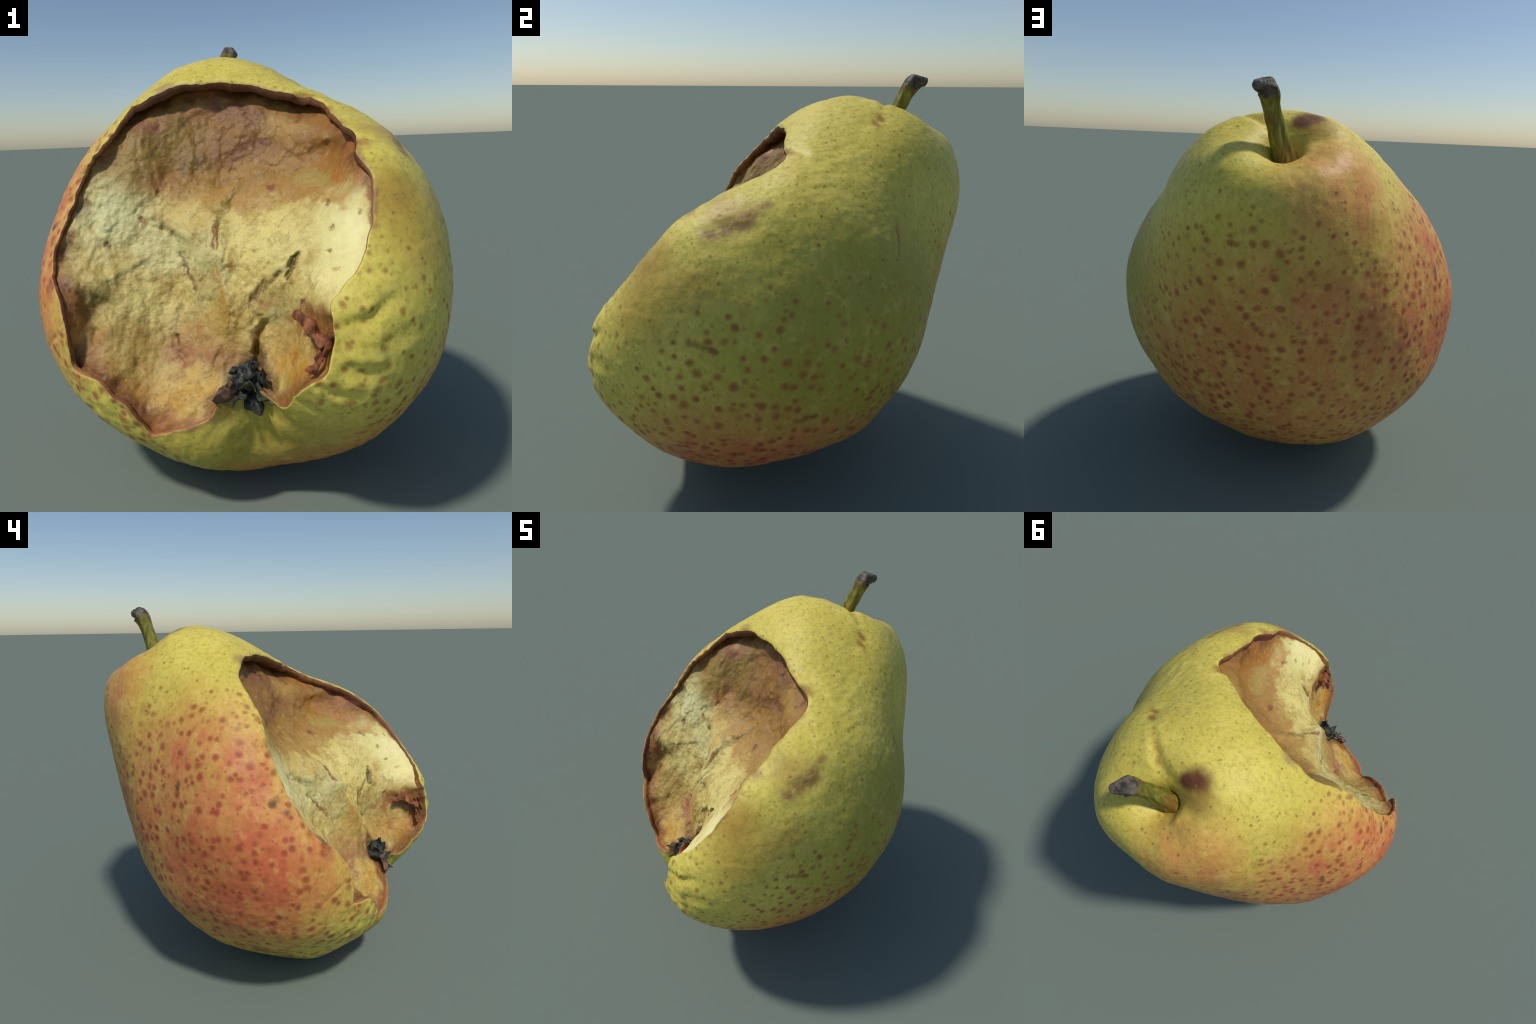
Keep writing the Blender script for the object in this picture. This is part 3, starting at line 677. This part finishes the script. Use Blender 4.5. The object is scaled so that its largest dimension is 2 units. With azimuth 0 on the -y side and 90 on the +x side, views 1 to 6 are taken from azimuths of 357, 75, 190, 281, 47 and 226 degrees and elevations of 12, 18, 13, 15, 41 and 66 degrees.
def stem_material(tip=False):
    M = Mat('stem_tip_wood' if tip else 'stem_bark', 0.6, 0.3)
    long = M.noise(16, 4, 0.6, M.scaled((3.2, 3.2, 0.45)))
    if tip:
        col = M.mix(M.ramp(M.noise(26, 4, 0.7), 0.35, 0.7), srgb(62, 56, 48), srgb(122, 112, 98))
        col = M.mix(M.ramp(M.noise(60, 3), 0.5, 0.7, 0, 0.6), col, srgb(44, 40, 36))
    else:
        col = M.mix(M.ramp(long, 0.35, 0.65), srgb(104, 104, 34), srgb(146, 140, 52))
        col = M.mix(M.ramp(M.noise(9, 3, 0.6, M.scaled((4, 4, 0.5))), 0.5, 0.66, 0, 0.85), col, srgb(116, 74, 42))
        col = M.mix(M.mul(M.blob((-0.09, 0.65, 1.70), (0.06, 0.06, 0.09), M.warp(0.05, 14), 0.3), 0.7), col, srgb(150, 82, 44))
        col = M.mix(M.mul(M.blob((-0.02, 0.745, 1.945), (0.08, 0.08, 0.06), M.warp(0.04, 18), 0.3), 0.8), col, srgb(88, 74, 50))
    return M.finish(col, long, 0.5, 0.008)

def calyx_material():
    M = Mat('dried_calyx', 0.5, 0.35)
    col = M.mix(M.ramp(M.noise(30, 4, 0.65), 0.35, 0.7), srgb(32, 32, 30), srgb(74, 78, 66))
    col = M.mix(M.ramp(M.noise(16, 3), 0.55, 0.7, 0, 0.6), col, srgb(80, 62, 52))
    return M.finish(col, M.noise(60, 4), 0.5, 0.006)

def flap_material(name, a, b):
    M = Mat(name, 0.55, 0.25)
    return M.finish(M.mix(M.ramp(M.noise(24, 4), 0.35, 0.68), a, b), M.noise(60, 3), 0.4, 0.005)

# ------------------------------------------------------------------ assemble
pear = bpy.data.objects.new('pear', None)
bpy.context.scene.collection.objects.link(pear)
pear["label"] = "half-eaten pear with speckled blushed skin and browned bite"
pear["category"] = "bitten pear"

SPLIT = 3                                  # lip rows that still carry fresh-coloured skin
v_, f_ = ring_grid(list(lip_rows[:SPLIT][::-1]) + list(outer), pole)
skin = make_mesh('skin', v_, f_, skin_material(), pear)
v_, f_ = ring_grid([foot] + lip_rows[SPLIT - 1:][::-1])
edge_ob = make_mesh('dried_rim', v_, f_, rim_material(), skin)
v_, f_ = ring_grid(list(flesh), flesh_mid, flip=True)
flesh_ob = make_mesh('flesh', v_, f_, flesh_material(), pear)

# ---- stem: swept tube, ribbed, with a flared and broken tip
STEM_PATH = np.array([(-.082, .628, 1.625), (-.076, .641, 1.66), (-.064, .657, 1.72), (-.042, .688, 1.81), (-.027, .720, 1.890),
                      (-.022, .740, 1.932), (-.013, .758, 1.956), (.004, .786, 1.965), (.018, .811, 1.961), (.022, .818, 1.959)])
STEM_R = np.array([.060, .056, .046, .038, .0375, .0425, .043, .030, .020, .004])
def sweep(path, rad, n_len, n_round):
    t = np.linspace(0, len(path) - 1, n_len); i = np.clip(t.astype(int), 0, len(path) - 2); s = t - i
    def cr(Y):
        Yp = np.concatenate([[2 * Y[0] - Y[1]], Y, [2 * Y[-1] - Y[-2]]])
        a, b, c, d = Yp[i], Yp[i + 1], Yp[i + 2], Yp[i + 3]
        w = s if Y.ndim == 1 else s[:, None]
        return 0.5 * (2*b + (c - a)*w + (2*a - 5*b + 4*c - d)*w**2 + (3*b - a - 3*c + d)*w**3)
    C, R = cr(path), cr(rad)
    T = unit(np.gradient(C, axis=0))
    A = unit(np.cross(T, [1, 0.2, 0])); B = np.cross(T, A)
    return t, C, np.maximum(R, 0.001), A, B
t_, C_, R_, A_, B_ = sweep(STEM_PATH, STEM_R, 120, 64)
ang = np.linspace(0, 2 * math.pi, 64, endpoint=False)
ring = np.cos(ang)[None, :, None] * A_[:, None] + np.sin(ang)[None, :, None] * B_[:, None]
rr = R_[:, None] * (1 + 0.06 * np.cos(5 * ang + 0.4)[None] + 0.04 * np.cos(3 * ang + 1.0)[None])
stem_pts = C_[:, None] + ring * rr[..., None]
stem_pts += ring * (0.0035 * fbm(stem_pts * np.array([2, 2, 0.5]), 14, 3, 71)
                    + 0.006 * smooth(4.8, 5.8, t_)[:, None] * fbm(stem_pts, 24, 2, 73))[..., None]
cut = int(np.searchsorted(t_, 5.15))
sv, sf = ring_grid(list(stem_pts[:cut + 1]))
stem = make_mesh('stem', sv, sf, stem_material(), pear)
sv, sf = ring_grid(list(stem_pts[cut:]), C_[-1])
make_mesh('stem_tip', sv, sf, stem_material(True), stem)

# ---- calyx: a lumpy dark core with curled, crumpled sepals
def blade(base, tip, face, width, curl, thick, seed, taper=1.0):
    """a crumpled leaf-like blade with thickness"""
    base, tip, face = map(np.asarray, (base, tip, unit(face)))
    L = np.linalg.norm(tip - base); ax = (tip - base) / L
    side = unit(np.cross(ax, face)); face = np.cross(side, ax)
    nu, nv = 22, 12
    U, V = np.meshgrid(np.linspace(0, 1, nu), np.linspace(-1, 1, nv), indexing='ij')
    W = width * (0.7 + 1.1 * U) * np.clip(1 - U * taper * 0.97, 0.02, 1) ** 0.7
    mid = (base + ax * (U * L)[..., None] + side * (V * W)[..., None]
           + face * (curl * U**2 * L - 0.35 * width * V**2 + 0.2 * width * np.sin(3 * V + seed))[..., None])
    q = mid + seed * 3.7
    mid = mid + np.stack([vnoise(q, 34, seed), vnoise(q, 34, seed + 1), vnoise(q, 34, seed + 2)], -1) * 0.014 + face * (0.007 * np.abs(vnoise(q, 60, seed + 5)))[..., None]
    th = thick * np.sqrt(np.clip(1 - V**2, 0.05, 1)) * (1 - 0.5 * U)
    top, bot = mid + face * th[..., None], mid - face * th[..., None]
    verts = np.concatenate([top.reshape(-1, 3), bot.reshape(-1, 3)])
    n = nu * nv; faces = []
    for i in range(nu - 1):
        for j in range(nv - 1):
            a = i * nv + j
            faces.append((a, a + nv, a + nv + 1, a + 1)); faces.append((n + a, n + a + 1, n + a + nv + 1, n + a + nv))
    loop = [j for j in range(nv)] + [i * nv + nv - 1 for i in range(1, nu)] + [(nu - 1) * nv + j for j in range(nv - 2, -1, -1)] + [i * nv for i in range(nu - 2, 0, -1)]
    for a, b in zip(loop, loop[1:] + loop[:1]):
        faces.append((a, b, n + b, n + a))
    return verts, faces

cal_mat = calyx_material()
th, ph = np.meshgrid(np.linspace(0.02, math.pi - 0.02, 40), np.linspace(0, 2 * math.pi, 64, endpoint=False), indexing='ij')
sd = np.stack([np.sin(th) * np.cos(ph), np.sin(th) * np.sin(ph), np.cos(th)], -1)
cp = np.array([-0.020, -0.632, 0.568]) + sd * np.array([0.052, 0.042, 0.060])
cp += sd * (0.016 * fbm(cp, 30, 3, 81))[..., None]
cv, cf = ring_grid(list(cp))
calyx = make_mesh('calyx', cv, cf, cal_mat, pear)
for k, (b, t, f, w, cu) in enumerate([
    ((-.005, -.69, .540), (.020, -.742, .440), (.1, -1, .35), .040, .10),
    ((.020, -.70, .550), (.060, -.745, .480), (.5, -1, .1), .030, .35),
    ((-.035, -.70, .545), (-.060, -.738, .480), (-.5, -1, .1), .030, .30),
    ((-.040, -.69, .570), (-.105, -.715, .552), (-.2, -1, .6), .026, .15),
    ((-.030, -.67, .590), (-.085, -.690, .610), (-.5, -.8, .5), .026, .10),
    ((.010, -.67, .590), (.030, -.690, .640), (.3, -1, .1), .024, .15),
    ((.030, -.69, .570), (.070, -.725, .585), (.6, -1, .0), .030, .30),
    ((-.015, -.69, .560), (-.025, -.745, .545), (0, -.4, 1), .034, .30),
    ((.010, -.69, .575), (.015, -.740, .580), (.7, -.4, .7), .026, .40)]):
    bv, bf = blade(np.add(b, (0, .040, .006)), np.add(t, (0, .036, .004)), f, w * 1.0, cu * 1.4, 0.004, 90 + k)
    make_mesh('sepal', bv, bf, cal_mat, calyx)

# ---- dried scraps at the edge: the brown curl beside the calyx and the torn flap by the hole
bv, bf = blade((-.060, -.68, .570), (-.145, -.700, .500), (-.2, -1, .35), .034, .05, 0.004, 120)
make_mesh('dried_curl', bv, bf, flap_material('dried_curl_skin', srgb(84, 62, 50), srgb(130, 98, 78)), pear)
flap_mat = flap_material('torn_flap_skin', srgb(96, 54, 34), srgb(164, 100, 62))
for k, (b, t, f, w, cu) in enumerate([
    ((.175, -.760, .862), (.250, -.880, .795), (.3, -.8, .6), .026, .03),
    ((.262, -.895, .830), (.240, -.900, .770), (.7, -.7, .2), .016, .15),
    ((.232, -.885, .775), (.205, -.890, .700), (-.5, -.9, .1), .014, .12)]):
    bv, bf = blade(b, t, f, w, cu, 0.005, 140 + 5 * k, 0.4)
    make_mesh('torn_flap', bv, bf, flap_mat, pear)
